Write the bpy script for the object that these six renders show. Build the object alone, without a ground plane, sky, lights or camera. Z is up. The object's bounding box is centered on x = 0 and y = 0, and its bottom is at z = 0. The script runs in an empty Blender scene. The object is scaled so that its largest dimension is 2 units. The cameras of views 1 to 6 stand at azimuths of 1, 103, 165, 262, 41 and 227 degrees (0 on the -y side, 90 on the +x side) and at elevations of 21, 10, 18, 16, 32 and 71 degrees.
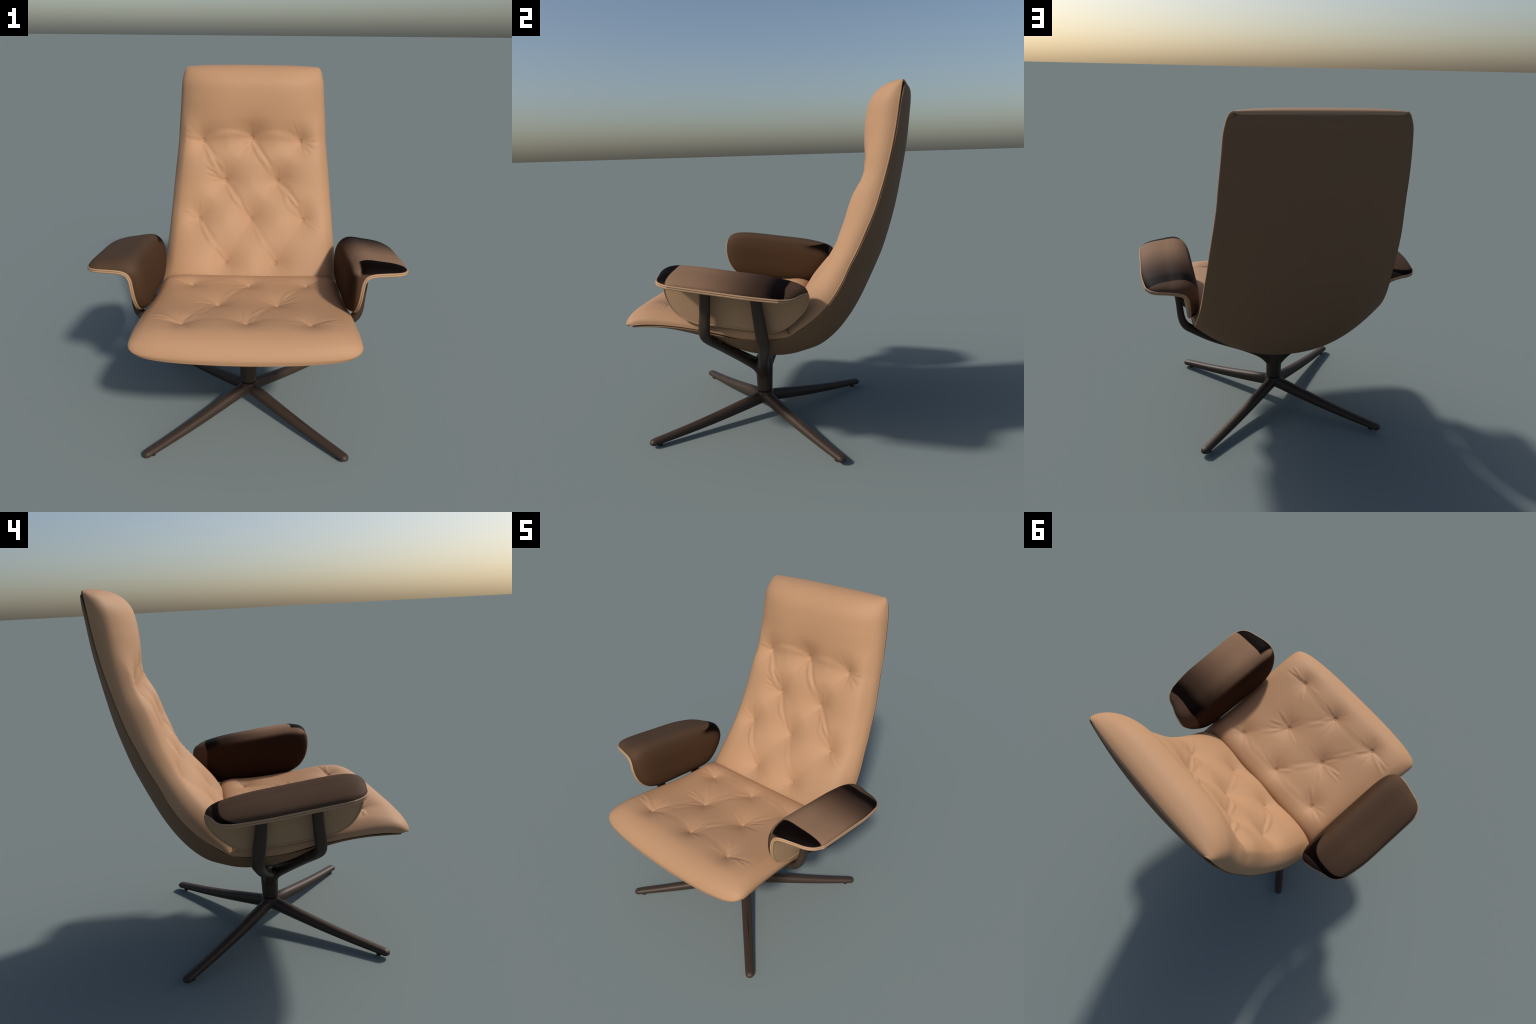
"""High-back leather lounge chair on a four-star swivel base, built part by part."""
import bpy, bmesh, math
import numpy as np
from mathutils import Vector

rng = np.random.default_rng(7)

# ------------------------------------------------------------------ helpers
def spline(points, n):
    """Catmull-Rom through control rows (any number of columns), n samples."""
    P = np.array(points, float)
    m = len(P)
    t = np.linspace(0, m - 1, n)
    i = np.clip(t.astype(int), 0, m - 2)
    f = (t - i)[:, None]
    p1, p2 = P[i], P[i + 1]
    p0 = np.where((i > 0)[:, None], P[np.maximum(i - 1, 0)], 2 * p1 - p2)
    p3 = np.where((i < m - 2)[:, None], P[np.minimum(i + 2, m - 1)], 2 * p2 - p1)
    return 0.5 * (2 * p1 + (p2 - p0) * f + (2 * p0 - 5 * p1 + 4 * p2 - p3) * f**2
                  + (3 * p1 - p0 - 3 * p2 + p3) * f**3)

def smooth(a, b, x):
    t = np.clip((x - a) / (b - a), 0, 1)
    return t * t * (3 - 2 * t)

def grid_normals(G):
    du = np.gradient(G, axis=1)
    dv = np.gradient(G, axis=0)
    n = np.cross(du, dv)
    return n / np.maximum(np.linalg.norm(n, axis=2, keepdims=True), 1e-9)

def add_object(name, mesh, parent, material=None):
    ob = bpy.data.objects.new(name, mesh)
    bpy.context.collection.objects.link(ob)
    if parent:
        ob.parent = parent
    if material:
        mesh.materials.append(material)
    return ob

def mesh_from(name, verts, faces, smooth_shade=True):
    me = bpy.data.meshes.new(name)
    me.from_pydata([tuple(v) for v in verts], [], [tuple(f) for f in faces])
    me.validate()
    if smooth_shade:
        me.polygons.foreach_set("use_smooth", [True] * len(me.polygons))
    me.update()
    return me

def grid_mesh(name, G, flip=False, close_u=False):
    nv, nu = G.shape[:2]
    idx = np.arange(nv * nu).reshape(nv, nu)
    if close_u:
        idx = np.concatenate([idx, idx[:, :1]], axis=1)
    a, b, c, d = idx[:-1, :-1], idx[:-1, 1:], idx[1:, 1:], idx[1:, :-1]
    F = np.stack([a, b, c, d], -1).reshape(-1, 4)
    if flip:
        F = F[:, ::-1]
    return mesh_from(name, G.reshape(-1, 3), F.tolist())

def sweep(path, widths, heights, n=20, power=2.6, steps=60, up=(0, 0, 1)):
    """Closed tube with a super-elliptic section along a spline path.
    widths lie across 'up', heights along it."""
    rows = np.concatenate([np.array(path, float), np.array(widths, float)[:, None],
                           np.array(heights, float)[:, None]], axis=1)
    S = spline(rows, steps)
    P, w, h = S[:, :3], S[:, 3], S[:, 4]
    T = np.gradient(P, axis=0)
    T /= np.linalg.norm(T, axis=1)[:, None]
    up = np.array(up, float)
    side = np.cross(T, up)
    side /= np.linalg.norm(side, axis=1)[:, None]
    vert = np.cross(side, T)
    # rounded ends
    L = np.concatenate([[0], np.cumsum(np.linalg.norm(np.diff(P, axis=0), axis=1))])
    a = np.linspace(0, 2 * math.pi, n, endpoint=False)
    ca = np.sign(np.cos(a)) * np.abs(np.cos(a)) ** (2 / power)
    sa = np.sign(np.sin(a)) * np.abs(np.sin(a)) ** (2 / power)
    G = P[:, None] + side[:, None] * (w[:, None] * ca)[..., None] * .5 + vert[:, None] * (h[:, None] * sa)[..., None] * .5
    verts = list(G.reshape(-1, 3))
    faces = []
    for i in range(steps - 1):
        for j in range(n):
            k = (j + 1) % n
            faces.append((i * n + j, i * n + k, (i + 1) * n + k, (i + 1) * n + j))
    for i, rev in ((0, True), (steps - 1, False)):
        c = len(verts)
        verts.append(P[i])
        for j in range(n):
            k = (j + 1) % n
            f = (i * n + j, i * n + k, c)
            faces.append(f[::-1] if rev else f)
    return verts, faces

def apply_modifiers(ob):
    dg = bpy.context.evaluated_depsgraph_get()
    me = bpy.data.meshes.new_from_object(ob.evaluated_get(dg))
    old = ob.data
    ob.modifiers.clear()
    ob.data = me
    bpy.data.meshes.remove(old)

def fuse(name, pieces, voxel, smoothing):
    """Melt several closed tubes into one cast piece with soft fillets."""
    V, F = [], []
    for v, f in pieces:
        o = len(V)
        V += list(v)
        F += [tuple(i + o for i in q) for q in f]
    me = mesh_from(name, V, F)
    bm = bmesh.new(); bm.from_mesh(me)
    bmesh.ops.recalc_face_normals(bm, faces=bm.faces)
    bm.to_mesh(me); bm.free()
    ob = add_object(name, me, None)
    r = ob.modifiers.new("melt", "REMESH"); r.mode = "VOXEL"; r.voxel_size = voxel; r.use_smooth_shade = True
    s = ob.modifiers.new("fillet", "SMOOTH"); s.factor = .5; s.iterations = smoothing
    apply_modifiers(ob)
    return ob

def split_regions(ob, label_of, names, parent, material):
    """Split a fused mesh by region; borders coincide and keep the whole body's normals."""
    me = ob.data
    co = np.empty(len(me.vertices) * 3); me.vertices.foreach_get("co", co); co = co.reshape(-1, 3)
    no = np.empty(len(me.vertices) * 3); me.vertex_normals.foreach_get("vector", no); no = no.reshape(-1, 3)
    polys = [list(p.vertices) for p in me.polygons]
    cen = np.array([co[p].mean(0) for p in polys])
    lab = label_of(cen)
    out = []
    for l, nm in names:
        sel = [polys[i] for i in np.nonzero(lab == l)[0]]
        if not sel:
            continue
        used = sorted({v for p in sel for v in p})
        m = {v: i for i, v in enumerate(used)}
        sub = mesh_from(nm, co[used], [[m[v] for v in p] for p in sel])
        sub.normals_split_custom_set_from_vertices([tuple(n) for n in no[used]])
        out.append(add_object(nm, sub, parent, material))
    bpy.data.objects.remove(ob)
    return out

# ------------------------------------------------------------------ materials
def lin(r, g, b):
    f = lambda c: (c / 255 / 12.92) if c / 255 <= .04045 else ((c / 255 + .055) / 1.055) ** 2.4
    return (f(r), f(g), f(b), 1)

def new_material(name, rough=.5, spec=.4):
    m = bpy.data.materials.new(name); m.use_nodes = True
    nt = m.node_tree
    b = nt.nodes["Principled BSDF"]
    b.inputs["Roughness"].default_value = rough
    b.inputs["Specular IOR Level"].default_value = spec
    return m, nt, b

def node(nt, kind, **kw):
    n = nt.nodes.new(kind)
    for k, v in kw.items():
        setattr(n, k, v)
    return n

def math_node(nt, op, a, b=None, clamp=False):
    n = node(nt, "ShaderNodeMath", operation=op, use_clamp=clamp)
    for i, v in enumerate((a, b)):
        if v is None:
            continue
        if isinstance(v, (int, float)):
            n.inputs[i].default_value = v
        else:
            nt.links.new(v, n.inputs[i])
    return n.outputs[0]

def mix_color(nt, fac, a, b):
    n = node(nt, "ShaderNodeMix", data_type="RGBA")
    for sock, v in ((n.inputs[0], fac), (n.inputs[6], a), (n.inputs[7], b)):
        if isinstance(v, (int, float, tuple)):
            sock.default_value = v
        else:
            nt.links.new(v, sock)
    return n.outputs[2]

def noise(nt, coord, scale, detail=3, rough=.55):
    n = node(nt, "ShaderNodeTexNoise")
    n.inputs["Scale"].default_value = scale
    n.inputs["Detail"].default_value = detail
    n.inputs["Roughness"].default_value = rough
    nt.links.new(coord, n.inputs["Vector"])
    return n.outputs[0]

def leather_grain(nt, bsdf, coord, strength=.12, scale=420):
    v = node(nt, "ShaderNodeTexVoronoi", feature="F1")
    v.inputs["Scale"].default_value = scale
    nt.links.new(coord, v.inputs["Vector"])
    n = noise(nt, coord, scale * .5, 3)
    h = math_node(nt, "ADD", v.outputs["Distance"], n)
    b = node(nt, "ShaderNodeBump")
    b.inputs["Strength"].default_value = strength
    b.inputs["Distance"].default_value = .001
    nt.links.new(h, b.inputs["Height"])
    nt.links.new(b.outputs[0], bsdf.inputs["Normal"])

def leather(name, colour, deep, rough=.6, spec=.22, grain=.12):
    m, nt, b = new_material(name, rough, spec)
    tc = node(nt, "ShaderNodeTexCoord").outputs["Object"]
    n = noise(nt, tc, 5.5, 4)
    fac = math_node(nt, "MULTIPLY", n, .5)
    nt.links.new(mix_color(nt, fac, colour, deep), b.inputs["Base Color"])
    leather_grain(nt, b, tc, grain)
    return m

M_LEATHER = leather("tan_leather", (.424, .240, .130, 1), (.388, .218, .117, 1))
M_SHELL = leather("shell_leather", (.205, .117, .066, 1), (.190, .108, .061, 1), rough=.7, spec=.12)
M_ARM_SHELL = leather("armrest_leather", (.40, .245, .14, 1), (.375, .228, .13, 1), rough=.6, spec=.2)

def metal():
    m, nt, b = new_material("bronzed_metal", .5, .3)
    tc = node(nt, "ShaderNodeTexCoord").outputs["Object"]
    n = noise(nt, tc, 9, 3)
    col = mix_color(nt, n, (.050, .032, .022, 1), (.041, .026, .018, 1))
    # thin dark line on the crown of the front right base leg
    sep = node(nt, "ShaderNodeSeparateXYZ"); nt.links.new(tc, sep.inputs[0])
    x, y = sep.outputs[0], math_node(nt, "ADD", sep.outputs[1], .088)
    across = math_node(nt, "ABSOLUTE", math_node(nt, "SUBTRACT", math_node(nt, "ADD", x, y), .006))
    along = math_node(nt, "ABSOLUTE", math_node(nt, "SUBTRACT", math_node(nt, "SUBTRACT", x, y), .62))
    width = math_node(nt, "MULTIPLY", math_node(nt, "SUBTRACT", .26, along), .018)
    line = math_node(nt, "MULTIPLY", math_node(nt, "SUBTRACT", width, across), 600, clamp=True)
    low = math_node(nt, "LESS_THAN", sep.outputs[2], .2)
    col = mix_color(nt, math_node(nt, "MULTIPLY", line, low), col, (.006, .004, .003, 1))
    nt.links.new(col, b.inputs["Base Color"])
    b.inputs["Metallic"].default_value = .1
    return m
M_METAL = metal()
M_GLIDE = new_material("rubber_glide", .6, .3)[0]
M_GLIDE.node_tree.nodes["Principled BSDF"].inputs["Base Color"].default_value = (.012, .011, .010, 1)

# ------------------------------------------------------------------ the chair root
chair = bpy.data.objects.new("lounge_chair", None)
bpy.context.collection.objects.link(chair)
chair["label"] = "high-back tan tufted leather lounge chair with dark armrests on swivel base"
chair["category"] = "lounge chair"

# ------------------------------------------------------------------ cushions
# Rows along the length: half width, seam y, seam z, middle y, middle z, edge squareness, side swell
BACK_ROWS = [
    (.365, .758, 1.950, .778, 1.954, 2.2, 0),
    (.392, .757, 1.970, .778, 1.974, 2.3, 0),
    (.414, .752, 1.982, .762, 1.992, 2.5, 0),
    (.432, .746, 1.976, .720, 1.999, 3.0, 0),
    (.445, .742, 1.952, .660, 1.986, 3.6, 0),
    (.453, .738, 1.922, .609, 1.952, 3.9, -.004),
    (.461, .732, 1.880, .571, 1.893, 4.0, -.006),
    (.467, .722, 1.800, .554, 1.800, 4.0, -.006),
    (.474, .708, 1.710, .549, 1.700, 4.2, -.002),
    (.481, .690, 1.620, .550, 1.610, 5.0, .014),
    (.486, .668, 1.530, .541, 1.530, 5.6, .020),
    (.495, .643, 1.440, .506, 1.440, 5.8, .019),
    (.505, .615, 1.350, .476, 1.350, 5.8, .016),
    (.513, .578, 1.260, .447, 1.265, 5.8, .012),
    (.520, .540, 1.170, .408, 1.180, 5.8, .011),
    (.528, .495, 1.080, .361, 1.090, 5.8, .011),
    (.536, .452, .985, .305, 1.000, 5.8, .012),
    (.543, .400, .900, .244, .920, 5.8, .012),
    (.548, .345, .835, .194, .855, 5.6, .014),
    (.552, .290, .785, .160, .805, 5.4, .010),
    (.553, .240, .745, .138, .765, 5.4, .005),
    (.553, .200, .720, .136, .710, 5.4, 0),
]
SEAT_ROWS = [
    (.550, .212, .720, .168, .680, 6.2, 0),
    (.552, .185, .708, .160, .740, 6.2, .004),
    (.554, .140, .696, .130, .777, 6.2, .008),
    (.555, .080, .687, .065, .792, 6.2, .014),
    (.557, .000, .682, -.020, .789, 6.2, .014),
    (.560, -.100, .688, -.120, .787, 6.2, .014),
    (.564, -.200, .708, -.220, .788, 6.2, .014),
    (.569, -.300, .727, -.320, .794, 6.2, .014),
    (.573, -.400, .740, -.420, .804, 6.2, .013),
    (.576, -.500, .748, -.510, .815, 6.2, .012),
    (.579, -.580, .750, -.590, .823, 6.2, .008),
    (.581, -.640, .747, -.664, .820, 5.8, .004),
    (.582, -.680, .742, -.726, .799, 5.2, 0),
    (.577, -.698, .738, -.770, .765, 3.4, 0),
    (.565, -.709, .735, -.792, .727, 2.6, 0),
    (.545, -.716, .730, -.791, .697, 2.1, 0),
]

def cushion_grid(rows, nv, nu, squareness=2.2):
    R = spline(rows, nv)
    th = np.linspace(-math.pi / 2, math.pi / 2, 1201)
    G = np.zeros((nv, nu, 3))
    for i, (w, ey, ez, fy, fz, p, swell) in enumerate(R):
        q = squareness
        x = np.sign(np.sin(th)) * np.abs(np.sin(th)) ** (2 / p)
        d = np.abs(np.cos(th)) ** (2 / q)
        depth = math.hypot(fy - ey, fz - ez)
        L = np.concatenate([[0], np.cumsum(np.hypot(np.diff(x) * w, np.diff(d) * depth))])
        s = np.linspace(0, L[-1], nu)
        X, D = np.interp(s, L, x), np.interp(s, L, d)
        G[i, :, 0] = X * w
        D = D + swell / max(depth, .02) * smooth(.35, .85, np.abs(X)) * (1 - smooth(.88, 1, np.abs(X)))
        G[i, :, 1] = ey + (fy - ey) * D
        G[i, :, 2] = ez + (fz - ez) * D
    return G

def seg_dist(U, V, a, b):
    ax, ay = a; bx, by = b
    dx, dy = bx - ax, by - ay
    l2 = dx * dx + dy * dy
    t = np.clip(((U - ax) * dx + (V - ay) * dy) / l2, 0, 1)
    return np.hypot(U - ax - t * dx, V - ay - t * dy), t

def tuft(U, V, buttons, links, lenses, wrinkles, depth, reach):
    """Height of the tufted leather over the pillow crests, in metres (<= 0 mostly)."""
    H = np.zeros_like(U)
    k = np.zeros_like(U)
    for (bx, bv) in buttons:
        r = np.hypot(U - bx, V - bv)
        k += (.45 * np.exp(-(r / reach) ** 2) + .55 * np.exp(-np.sqrt(r * r + .006 ** 2) / (reach * .62))) ** 3
        H -= .006 * np.exp(-(r / .011) ** 2)
    H -= depth * np.minimum(k, 1.3) ** (1 / 3)
    for a, b, amp, wid in links:
        d, t = seg_dist(U, V, a, b)
        H -= amp * np.exp(-np.sqrt(d * d + .003 ** 2) / wid) * (.35 + .65 * np.sin(math.pi * t) ** .6)
    for a, b, amp, span, shift in lenses:
        d, t = seg_dist(U, V, a, b)
        dx, dy = b[0] - a[0], b[1] - a[1]
        side = ((U - a[0]) * -dy + (V - a[1]) * dx) / math.hypot(dx, dy)
        t0, t1 = span
        env = np.sin(math.pi * np.clip((t - t0) / (t1 - t0), 0, 1)) ** .8
        bow = side - shift * env                      # the loose roll of leather lies just beside the line
        H += .78 * amp * env * (1.1 * np.exp(-(bow / .015) ** 2) - .8 * np.exp(-((bow + .024) / .014) ** 2) - .5 * np.exp(-((bow - .028) / .015) ** 2))
    for (a, b, amp, wid) in wrinkles:
        d, t = seg_dist(U, V, a, b)
        fade = np.sin(np.clip(t, 0, 1) * math.pi) ** .7
        # a fold: sharp valley beside a soft ridge
        dx, dy = b[0] - a[0], b[1] - a[1]
        l = math.hypot(dx, dy)
        side = ((U - a[0]) * -dy + (V - a[1]) * dx) / l
        H += amp * fade * np.exp(-(d / wid) ** 2) * np.where(side > 0, 1, -1) * np.minimum(np.abs(side) / wid * 1.6, 1)
    return H

def build_cushion(name, rows, nv, nu, buttons3, link_pairs, lens_pairs, arch_pairs, folds, depth, reach, along):
    """along: index of the world axis (1 = y, 2 = z) used to place buttons lengthwise."""
    G = cushion_grid(rows, nv, nu, 2.2 if along == 2 else 2.7)
    mid = G[:, nu // 2]
    L = np.concatenate([[0], np.cumsum(np.linalg.norm(np.diff(mid, axis=0), axis=1))])
    V = np.repeat(L[:, None], nu, axis=1)
    U = G[:, :, 0]
    N = -grid_normals(G)          # outward, away from the shell
    lo = len(L) // 12
    order = np.argsort(mid[lo:, along])
    to_v = lambda c: np.interp(c, mid[lo:, along][order], L[lo:][order])
    B = [(x, float(to_v(c))) for x, c in buttons3]
    links = [(B[i], B[j], amp * .7, wid * 1.25) for i, j, amp, wid in link_pairs]
    W = []
    for i, ang, length, amp, wid in folds:
        bx, bv = B[i]
        a = math.radians(ang)
        s, e = .012, length
        amp, wid = amp * .7, wid * 1.5
        W.append(((bx + s * math.cos(a), bv + s * math.sin(a)), (bx + e * math.cos(a), bv + e * math.sin(a)), amp, wid))
    for bx, bv in B:                                   # a fan of fine irregular creases round each button
        for _ in range(5):
            a = rng.uniform(0, 2 * math.pi); s = rng.uniform(.010, .03); e = s + rng.uniform(.05, .14)
            W.append(((bx + s * math.cos(a), bv + s * math.sin(a)), (bx + e * math.cos(a + .12), bv + e * math.sin(a + .12)),
                      rng.uniform(.0005, .0015), rng.uniform(.011, .022)))
    lenses = [(B[i], B[j], amp, (t0, t1), sh) for i, j, amp, t0, t1, sh in lens_pairs]
    H = tuft(U, V, B, links, lenses, W, depth, reach)
    for i, j, rise, amp in arch_pairs:                 # pillow edge arching from one button to the next
        (xa, va), (xb, vb) = B[i], B[j]
        t = (U - xa) / (xb - xa)
        s = V - (va + (vb - va) * t - rise * np.sin(math.pi * np.clip(t, 0, 1)) ** .8)
        H += amp * np.sin(math.pi * np.clip(t, 0, 1)) ** .6 * (np.exp(-((s - .020) / .020) ** 2) - .6 * np.exp(-((s + .014) / .018) ** 2))
    # nothing is pulled in at the seam itself
    half = np.abs(U).max(axis=1, keepdims=True)
    fade = 1 - smooth(.93, 1.0, np.abs(U) / half) * .85
    end = smooth(0, .06, V) * smooth(0, .05, L[-1] - V)
    H = H * fade * end
    G2 = G + N * H[..., None]
    # the hidden underside closes the cushion between its two seams
    k = np.linspace(0, 1, 14)[None, :, None]
    under = G2[:, -1:] * (1 - k) + G2[:, :1] * k
    V2 = np.concatenate([G2.reshape(-1, 3), under.reshape(-1, 3)])
    def quads(nu_, off):
        idx = np.arange(nv * nu_).reshape(nv, nu_) + off
        return np.stack([idx[:-1, :-1], idx[1:, :-1], idx[1:, 1:], idx[:-1, 1:]], -1).reshape(-1, 4)
    F2 = np.concatenate([quads(nu, 0), quads(14, nv * nu)])
    ob = add_object(name, mesh_from(name, V2, F2.tolist()), chair, M_LEATHER)
    spots = []
    for bx, bv in B:
        i = int(np.argmin(np.abs(L - bv)))
        j = int(np.argmin(np.abs(G[i, :, 0] - bx)))
        spots.append((G2[i, j], N[i, j]))
    return ob, spots

back_buttons = [(-.313, 1.546), (0, 1.560), (.313, 1.546), (-.168, 1.306), (.168, 1.306),
                (-.335, 1.086), (0, 1.086), (.335, 1.086), (-.157, .852), (.157, .852)]
seat_buttons = [(-.341, -.004), (0, .001), (.341, -.004), (-.166, -.260), (.166, -.260),
                (-.332, -.554), (0, -.532), (.332, -.554)]
back_links = [(0, 3, .006, .022), (1, 3, .004, .03), (1, 4, .006, .022), (2, 4, .004, .03),
              (3, 5, .004, .03), (3, 6, .006, .022), (4, 6, .004, .03), (4, 7, .006, .022),
              (5, 8, .005, .022), (6, 8, .004, .03), (6, 9, .005, .022), (7, 9, .004, .03)]
seat_links = [(0, 3, .005, .022), (1, 3, .006, .025), (1, 4, .004, .025), (2, 4, .006, .025),
              (3, 5, .006, .025), (3, 6, .004, .025), (4, 6, .006, .025), (4, 7, .004, .025),
              (0, 1, .002, .03), (1, 2, .002, .03), (5, 6, .003, .025), (6, 7, .003, .025)]
# loose rolls: from button, to button, height, start and end along the way, sideways drift
back_lenses = [(0, 3, .0034, .15, 1.0, .016), (1, 4, .0040, .02, .85, .012), (3, 6, .0032, .10, .80, .014), (4, 7, .0036, .10, .72, -.006),
               (0, 3, .0022, .30, .95, -.020), (5, 8, .0034, .08, .78, .013), (6, 9, .0020, .20, .95, .010), (4, 7, .0020, .25, .9, .030)]
seat_lenses = [(1, 3, .0018, .2, .9, .010), (2, 4, .0022, .3, 1, .010), (3, 5, .0020, .15, .7, -.008), (4, 6, .0022, .3, .95, .012), (0, 3, .0014, .2, .8, .01)]
# folds: button, direction in degrees (0 = +x, 90 = along the length), reach, height, width
back_folds = [(0, 55, .20, .006, .012), (0, 62, .24, .005, .010), (0, 190, .13, .004, .012), (1, 58, .20, .006, .012),
              (1, 66, .16, .004, .010), (1, 140, .11, .004, .012), (2, 10, .13, .005, .012), (2, 35, .12, .005, .012),
              (2, -10, .11, .003, .01), (3, 200, .13, .005, .011), (3, 215, .16, .005, .011), (3, 180, .1, .003, .01),
              (3, 62, .16, .005, .012), (4, 50, .22, .007, .012), (4, 60, .18, .004, .012), (4, 130, .1, .004, .01),
              (5, 185, .12, .005, .010), (5, 170, .12, .004, .010), (5, 200, .12, .004, .012), (5, 60, .18, .006, .012),
              (6, 240, .14, .004, .012), (6, 62, .13, .003, .012), (7, 20, .14, .005, .011), (7, 35, .16, .005, .011),
              (7, 5, .13, .003, .01), (8, 235, .12, .004, .012), (9, 240, .12, .003, .012)]
seat_folds = [(0, 200, .13, .004, .012), (0, 40, .12, .004, .011), (1, 135, .12, .004, .012), (2, -15, .12, .004, .012),
              (3, 170, .15, .004, .012), (3, 185, .18, .003, .010), (3, 230, .12, .004, .012), (3, 125, .12, .003, .012), (4, -50, .13, .005, .011), (4, -30, .15, .004, .012),
              (4, -65, .12, .004, .011), (4, 10, .14, .004, .012), (5, 186, .16, .006, .013), (5, 200, .18, .006, .014),
              (5, -60, .12, .004, .012), (6, -60, .1, .004, .012), (6, 12, .12, .003, .01), (7, -8, .16, .005, .012), (7, 4, .15, .005, .011), (7, -130, .13, .004, .012)]

back_cushion, back_spots = build_cushion("back_cushion", BACK_ROWS, 520, 380, back_buttons, back_links, back_lenses, [(0, 1, .050, .0026), (1, 2, .045, .0020)], back_folds, .052, .092, 2)
seat_cushion, seat_spots = build_cushion("seat_cushion", SEAT_ROWS, 420, 420, seat_buttons, seat_links, seat_lenses, [(0, 1, .03, .0012), (1, 2, .03, .0012), (5, 6, .015, .0012), (6, 7, .015, .0012)], seat_folds, .029, .078, 1)

# tufting buttons
def button_mesh():
    bm = bmesh.new()
    bmesh.ops.create_uvsphere(bm, u_segments=16, v_segments=8, radius=.0075)
    for v in bm.verts:
        v.co.z *= .45
    for f in bm.faces:
        f.smooth = True
    me = bpy.data.meshes.new("button"); bm.to_mesh(me); bm.free()
    me.materials.append(M_LEATHER)
    return me
BUTTON = button_mesh()
for pos, nrm in back_spots + seat_spots:
    b = bpy.data.objects.new("button", BUTTON)
    bpy.context.collection.objects.link(b)
    b.parent = chair
    n = Vector(nrm)
    b.location = Vector(pos) + n * .002
    b.rotation_euler = n.to_track_quat("Z", "Y").to_euler()

# ------------------------------------------------------------------ outer shell
SHELL_ROWS = [
    (.368, .750, 1.946, .760, 1.956),
    (.396, .757, 1.962, .776, 1.966),
    (.419, .755, 1.963, .785, 1.960),
    (.436, .751, 1.950, .788, 1.942),
    (.447, .747, 1.924, .788, 1.910),
    (.457, .737, 1.870, .785, 1.870),
    (.470, .713, 1.710, .770, 1.700),
    (.482, .671, 1.530, .741, 1.510),
    (.501, .618, 1.350, .704, 1.320),
    (.517, .543, 1.170, .652, 1.130),
    (.525, .498, 1.080, .615, 1.030),
    (.533, .455, .985, .568, .920),
    (.540, .403, .898, .517, .808),
    (.545, .348, .832, .457, .702),
    (.549, .292, .781, .385, .606),
    (.550, .242, .741, .303, .534),
    (.550, .202, .714, .215, .496),
    (.551, .130, .690, .120, .466),
    (.553, .040, .678, .020, .457),
    (.557, -.100, .682, -.110, .472),
    (.560, -.200, .698, -.220, .514),
    (.567, -.340, .726, -.360, .572),
    (.573, -.500, .740, -.520, .630),
    (.577, -.620, .740, -.660, .670),
    (.572, -.684, .735, -.750, .690),
    (.548, -.706, .728, -.782, .697),
]
def shell_grid(rows, nv, nu):
    R = spline(rows, nv)
    s = np.sin(np.linspace(-math.pi / 2, math.pi / 2, nu))
    G = np.zeros((nv, nu, 3))
    for i, (w, ey, ez, by, bz) in enumerate(R):
        g = 1 - np.abs(s) ** 2.2
        G[i, :, 0] = s * w
        G[i, :, 1] = ey + (by - ey) * g
        G[i, :, 2] = ez + (bz - ez) * g
    return G
SG = shell_grid(SHELL_ROWS, 260, 121)
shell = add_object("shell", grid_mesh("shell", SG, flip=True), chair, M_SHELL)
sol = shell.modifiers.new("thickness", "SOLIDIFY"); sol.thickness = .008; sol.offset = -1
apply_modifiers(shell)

# piping along the seam between cushions and shell
def tube(name, path, r, parent, mat, closed=False, n=10):
    cu = bpy.data.curves.new(name, "CURVE"); cu.dimensions = "3D"
    sp = cu.splines.new("POLY"); sp.points.add(len(path) - 1)
    for p, q in zip(sp.points, path):
        p.co = (*q, 1)
    sp.use_cyclic_u = closed
    cu.bevel_depth = r; cu.bevel_resolution = 3
    tmp = bpy.data.objects.new(name, cu); bpy.context.collection.objects.link(tmp)
    dg = bpy.context.evaluated_depsgraph_get()
    me = bpy.data.meshes.new_from_object(tmp.evaluated_get(dg))
    bpy.data.objects.remove(tmp)
    me.polygons.foreach_set("use_smooth", [True] * len(me.polygons))
    return add_object(name, me, parent, mat)

seam = spline([r[:3] for r in BACK_ROWS[1:-2]] + [r[:3] for r in SEAT_ROWS[1:-1]], 260)
inset = np.array([.004, 0, 0])
around = spline([(x * k, BACK_ROWS[1][1] + (BACK_ROWS[1][3] - BACK_ROWS[1][1]) * (1 - abs(k) ** 2.4), BACK_ROWS[1][2] - .008) for k in np.linspace(-1, 1, 15) for x in [BACK_ROWS[1][0]]], 60)
rim_line = np.concatenate([(seam * np.array([-1, 1, 1]) + inset)[::-1], around[2:-2] , seam - inset])
tube("piping", rim_line, .0050, chair, M_LEATHER)

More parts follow.
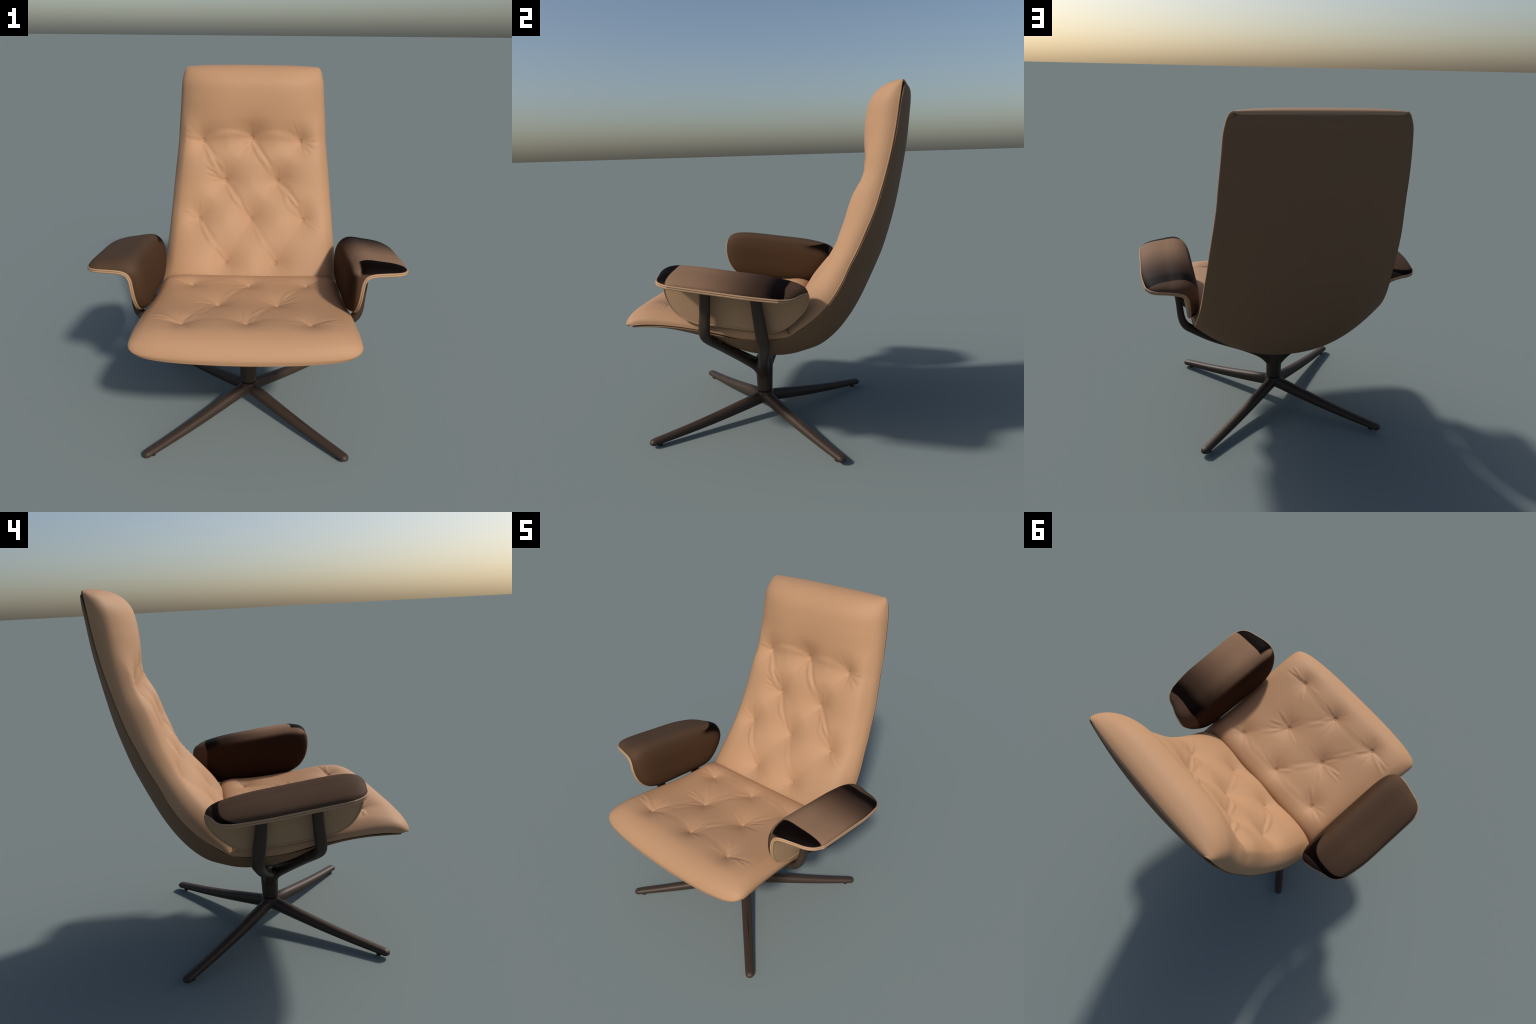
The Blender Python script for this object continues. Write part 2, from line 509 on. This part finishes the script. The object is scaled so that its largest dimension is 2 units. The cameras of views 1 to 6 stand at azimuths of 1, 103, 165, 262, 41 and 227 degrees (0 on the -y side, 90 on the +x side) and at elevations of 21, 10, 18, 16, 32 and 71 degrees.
# ------------------------------------------------------------------ armrests
def arm_surface(a, b):
    """Armrest middle sheet for the +x side. a: -1 front .. 1 rear, b: 0 outer rim .. 1 foot of the panel."""
    # front and rear limits of the outline along b, and the bent cross-section
    C = spline([(0.0, -.360, .185), (.05, -.410, .230), (.13, -.439, .253), (.25, -.455, .268), (.40, -.472, .290),
                (.55, -.482, .296), (.68, -.480, .275), (.80, -.462, .235), (.90, -.425, .190), (.96, -.375, .150), (1.0, -.310, .100)], 201)
    o = np.argsort(C[:, 0])
    yf = np.interp(b, C[o, 0], C[o, 1]); yr = np.interp(b, C[o, 0], C[o, 2])
    y = yf + (yr - yf) * (a + 1) / 2
    S = spline([(.844, -.002), (.80, .000), (.75, .002), (.70, .003), (.652, .002), (.616, -.010), (.597, -.038),
                (.590, -.078), (.586, -.12), (.582, -.16), (.578, -.205), (.575, -.250)], 201)
    L = np.concatenate([[0], np.cumsum(np.hypot(*np.diff(S, axis=0).T))]); L /= L[-1]
    x = np.interp(b, L, S[:, 0]); dz = np.interp(b, L, S[:, 1])
    # rim falls gently to the rear; the panel keeps a slightly flatter foot
    rim = 1.000 - .112 * (y + .10)
    tilt = smooth(0, .25, -dz) * .035 * (y + .1)
    # the outer wing shortens, so its rim pulls inward a little to the rear
    x = x - smooth(.0, .4, 1 - b) * 0 - np.where(b < .4, (.4 - b) / .4, 0) * .028 * smooth(.0, .30, y)
    return np.stack([x, y, rim + dz + tilt], -1)

def armrest(side):
    tag = chair
    arm = bpy.data.objects.new("armrest", None)
    bpy.context.collection.objects.link(arm); arm.parent = chair
    na, nb = 150, 130
    a = np.sin(np.linspace(-math.pi / 2, math.pi / 2, na)); b = (1 - np.cos(np.linspace(0, math.pi, nb))) / 2
    A, B = np.meshgrid(a, b, indexing="ij")
    G = arm_surface(A, B)
    N = grid_normals(G)
    N *= np.where(N[na // 2, nb // 6, 2] < 0, -1, 1)      # up on the wing, towards the seat on the panel
    across = np.where(B < .45, np.sin(np.clip(B / .45, 0, 1) * math.pi / 2) ** .34, (1 - np.clip((B - .45) / .55, 0, 1) ** 5.0) ** .5)
    dome = (1 - np.abs(A) ** 7.0) ** .5 * across
    wing = 1 - smooth(.38, .62, B)
    fuller = .012 * np.exp(-((B - .47) / .09) ** 2) * dome      # tighter inner bend
    pad = G + N * (.003 + fuller + dome * (.064 - .013 * wing) * (1 - .22 * smooth(.02, .26, G[..., 1]) * wing))[..., None]
    under = G - N * (.009 + .006 * dome)[..., None]
    mir = np.array([side, 1, 1])
    def put(name, grid, mat, flip):
        fl = flip if side > 0 else not flip
        return add_object(name, grid_mesh(name, grid * mir, flip=fl), arm, mat)
    put("armrest_pad", pad, M_PAD[side], True)
    put("armrest_shell", under, M_ARM_SHELL, False)
    # rim strip and two rolled welts around the edge
    ring = np.concatenate([G[:, 0], G[-1, 1:], G[-2::-1, -1], G[0, -2:0:-1]])
    rn = np.concatenate([N[:, 0], N[-1, 1:], N[-2::-1, -1], N[0, -2:0:-1]])
    for off, r in ((.001, .0052), (-.0085, .0056)):
        tube("piping", (ring + rn * off) * mir, r, arm, M_ARM_SHELL, closed=True)
    return arm

def pad_material(name, build):
    m, nt, b = new_material(name, .6, .03)
    tc = node(nt, "ShaderNodeTexCoord").outputs["Object"]
    sep = node(nt, "ShaderNodeSeparateXYZ"); nt.links.new(tc, sep.inputs[0])
    col = build(nt, tc, sep.outputs[0], sep.outputs[1], sep.outputs[2])
    nt.links.new(col, b.inputs["Base Color"])
    leather_grain(nt, b, tc, .06)
    return m

def step(nt, v, lo, hi):
    n = node(nt, "ShaderNodeMapRange", interpolation_type="SMOOTHSTEP")
    n.inputs[1].default_value = lo; n.inputs[2].default_value = hi
    nt.links.new(v, n.inputs[0])
    return n.outputs[0]

BLACK = (.0035, .0018, .0015, 1)

def above_rim(nt, y, z):
    """Height over the tilted rim line of the armrest."""
    return math_node(nt, "ADD", z, math_node(nt, "MULTIPLY", math_node(nt, "ADD", y, .1), .112))

def right_pad(nt, tc, x, y, z):
    n = noise(nt, tc, 6, 3)
    base = mix_color(nt, n, (.262, .155, .095, 1), (.226, .132, .080, 1))
    rear = mix_color(nt, step(nt, y, -.30, .12), base, (.035, .020, .013, 1))  # leather colour fades darker rearward to carry a baked gloss reflection
    wing = math_node(nt, "MULTIPLY", step(nt, x, .540, .562), step(nt, above_rim(nt, y, z), .985, 1.012))
    panel = mix_color(nt, step(nt, x, .556, .572), (.034, .015, .008, 1), (.078, .043, .027, 1))
    col = mix_color(nt, wing, panel, rear)
    # dark reflections painted black on front lip and rear band, lighter reflection on the tail
    lip = math_node(nt, "MULTIPLY", step(nt, y, -.368, -.376), math_node(nt, "MULTIPLY", step(nt, x, .575, .59), wing))
    col = mix_color(nt, lip, col, BLACK)
    wob = math_node(nt, "MULTIPLY", math_node(nt, "SUBTRACT", noise(nt, tc, 9, 1), .5), .03)
    yy = math_node(nt, "ADD", y, wob)
    band = math_node(nt, "MULTIPLY", step(nt, yy, .09, .16), step(nt, x, .54, .57))
    col = mix_color(nt, band, col, BLACK)
    tail = step(nt, yy, .207, .213)
    return mix_color(nt, tail, col, (.085, .050, .032, 1))

def left_pad(nt, tc, x, y, z):
    n = noise(nt, tc, 6, 3)
    wing = math_node(nt, "MULTIPLY", step(nt, x, -.545, -.590), step(nt, above_rim(nt, y, z), .975, 1.015))
    col = mix_color(nt, n, (.084, .050, .031, 1), (.074, .044, .027, 1))  # base darkened against the right pad for baked light and reflection
    col = mix_color(nt, wing, (.060, .033, .018, 1), col)
    # baked-in dark reflection, drawn as a black curve round the rear end
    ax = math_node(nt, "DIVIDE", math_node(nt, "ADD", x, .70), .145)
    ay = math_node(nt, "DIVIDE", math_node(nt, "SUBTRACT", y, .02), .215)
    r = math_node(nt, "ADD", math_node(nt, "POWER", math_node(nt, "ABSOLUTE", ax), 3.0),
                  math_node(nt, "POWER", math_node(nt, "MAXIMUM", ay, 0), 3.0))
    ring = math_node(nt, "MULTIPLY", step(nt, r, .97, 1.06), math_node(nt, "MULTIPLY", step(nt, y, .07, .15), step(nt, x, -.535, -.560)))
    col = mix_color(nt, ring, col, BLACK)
    tail = step(nt, y, .262, .268)
    return mix_color(nt, tail, col, (.045, .027, .018, 1))

M_PAD = {1: pad_material("armrest_pad_leather_brown", right_pad), -1: pad_material("armrest_pad_leather_dark", left_pad)}
armrest(1)
armrest(-1)

# ------------------------------------------------------------------ support frame (posts and cross arms)
HUB = (0, -.088)
def post_path(front):
    if front:
        return [(.658, -.232, 1.00), (.648, -.238, .92), (.636, -.248, .82), (.626, -.257, .750), (.606, -.260, .706), (.560, -.250, .664), (.42, -.207, .574), (.21, -.141, .438), (.085, -.106, .352), (.02, -.092, .26)], \
               [.036, .036, .038, .042, .046, .046, .050, .064, .074, .05], [.056, .058, .060, .062, .060, .056, .058, .066, .070, .06]
    return [(.655, .028, .965), (.645, .034, .90), (.632, .044, .80), (.621, .054, .71), (.600, .057, .662), (.555, .045, .622), (.42, .008, .530), (.21, -.043, .424), (.085, -.072, .350), (.02, -.085, .26)], \
           [.036, .036, .040, .044, .046, .046, .050, .062, .074, .05], [.056, .058, .064, .068, .066, .060, .058, .066, .070, .06]

pieces = []
for sx in (1, -1):
    for front in (True, False):
        P, w, h = post_path(front)
        P = [(x * sx, y, z) for x, y, z in P]
        # 'up' is the chair's length, so the blades stand wide along y on the posts
        pieces.append(sweep(P, w, h, power=3.2, steps=90, up=(0, 1, 0)))
    # stub that carries the shell, and the pad under the shell
    pieces.append(sweep([(.50 * sx, -.225, .615), (.50 * sx, -.222, .69)], [.034, .034], [.045, .045], power=3, steps=8, up=(0, 1, 0)))
col_top = sweep([(0, HUB[1], .16), (0, HUB[1], .27), (0, HUB[1], .31), (0, HUB[1], .34), (0, HUB[1], .375), (0, HUB[1], .396), (0, HUB[1], .405)],
                [.100, .104, .118, .155, .195, .20, .15], [.096, .104, .108, .105, .10, .085, .05], n=32, power=2, steps=40, up=(0, 1, 0))
pieces.append(col_top)
frame = fuse("support_frame", pieces, .0055, 12)
def frame_label(c):
    post = (np.abs(c[:, 0]) > .12)
    lab = np.zeros(len(c), int)
    lab[post & (c[:, 0] > 0)] = 1
    lab[post & (c[:, 0] < 0)] = 2
    return lab
split_regions(frame, frame_label, [(0, "column"), (1, "arm_support"), (2, "arm_support")], chair, M_METAL)

# ------------------------------------------------------------------ star base
legs = []
for sx in (1, -1):
    for sy in (1, -1):
        d = np.array([sx, sy]) / math.sqrt(2)
        pt = lambda r, z: (HUB[0] + d[0] * r, HUB[1] + d[1] * r, z)
        legs.append(sweep([pt(-.02, .118), pt(.06, .112), pt(.14, .100), pt(.35, .070), pt(.55, .047), pt(.748, .030), pt(.768, .028), pt(.781, .026), pt(.788, .0255)],
                          [.068, .070, .068, .064, .059, .054, .050, .038, .012], [.068, .074, .072, .061, .050, .040, .035, .025, .008],
                          n=28, power=2.3, steps=120))
hub = sweep([(0, HUB[1], .092), (0, HUB[1], .10), (0, HUB[1], .15), (0, HUB[1], .158)], [.06, .105, .108, .10], [.06, .105, .108, .10], n=32, power=2, steps=20, up=(0, 1, 0))
base = fuse("star_base", legs + [hub], .0045, 8)
def base_label(c):
    r = np.hypot(c[:, 0], c[:, 1] - HUB[1])
    q = (c[:, 0] > 0).astype(int) * 2 + (c[:, 1] > HUB[1]).astype(int)
    return np.where(r > .085, q + 1, 0)
split_regions(base, base_label, [(0, "hub"), (1, "base_leg"), (2, "base_leg"), (3, "base_leg"), (4, "base_leg")], chair, M_METAL)

# rubber glides under the leg ends
bm = bmesh.new()
bmesh.ops.create_cone(bm, cap_ends=True, segments=24, radius1=.014, radius2=.016, depth=.016)
bmesh.ops.bevel(bm, geom=[e for e in bm.edges if abs(e.verts[0].co.z - e.verts[1].co.z) < 1e-5], offset=.003, segments=2, affect="EDGES")
gm = bpy.data.meshes.new("glide"); bm.to_mesh(gm); bm.free(); gm.materials.append(M_GLIDE)
for sx in (1, -1):
    for sy in (1, -1):
        g = bpy.data.objects.new("glide", gm); bpy.context.collection.objects.link(g); g.parent = chair
        g.location = (HUB[0] + sx * .725 / math.sqrt(2), HUB[1] + sy * .725 / math.sqrt(2), .008)
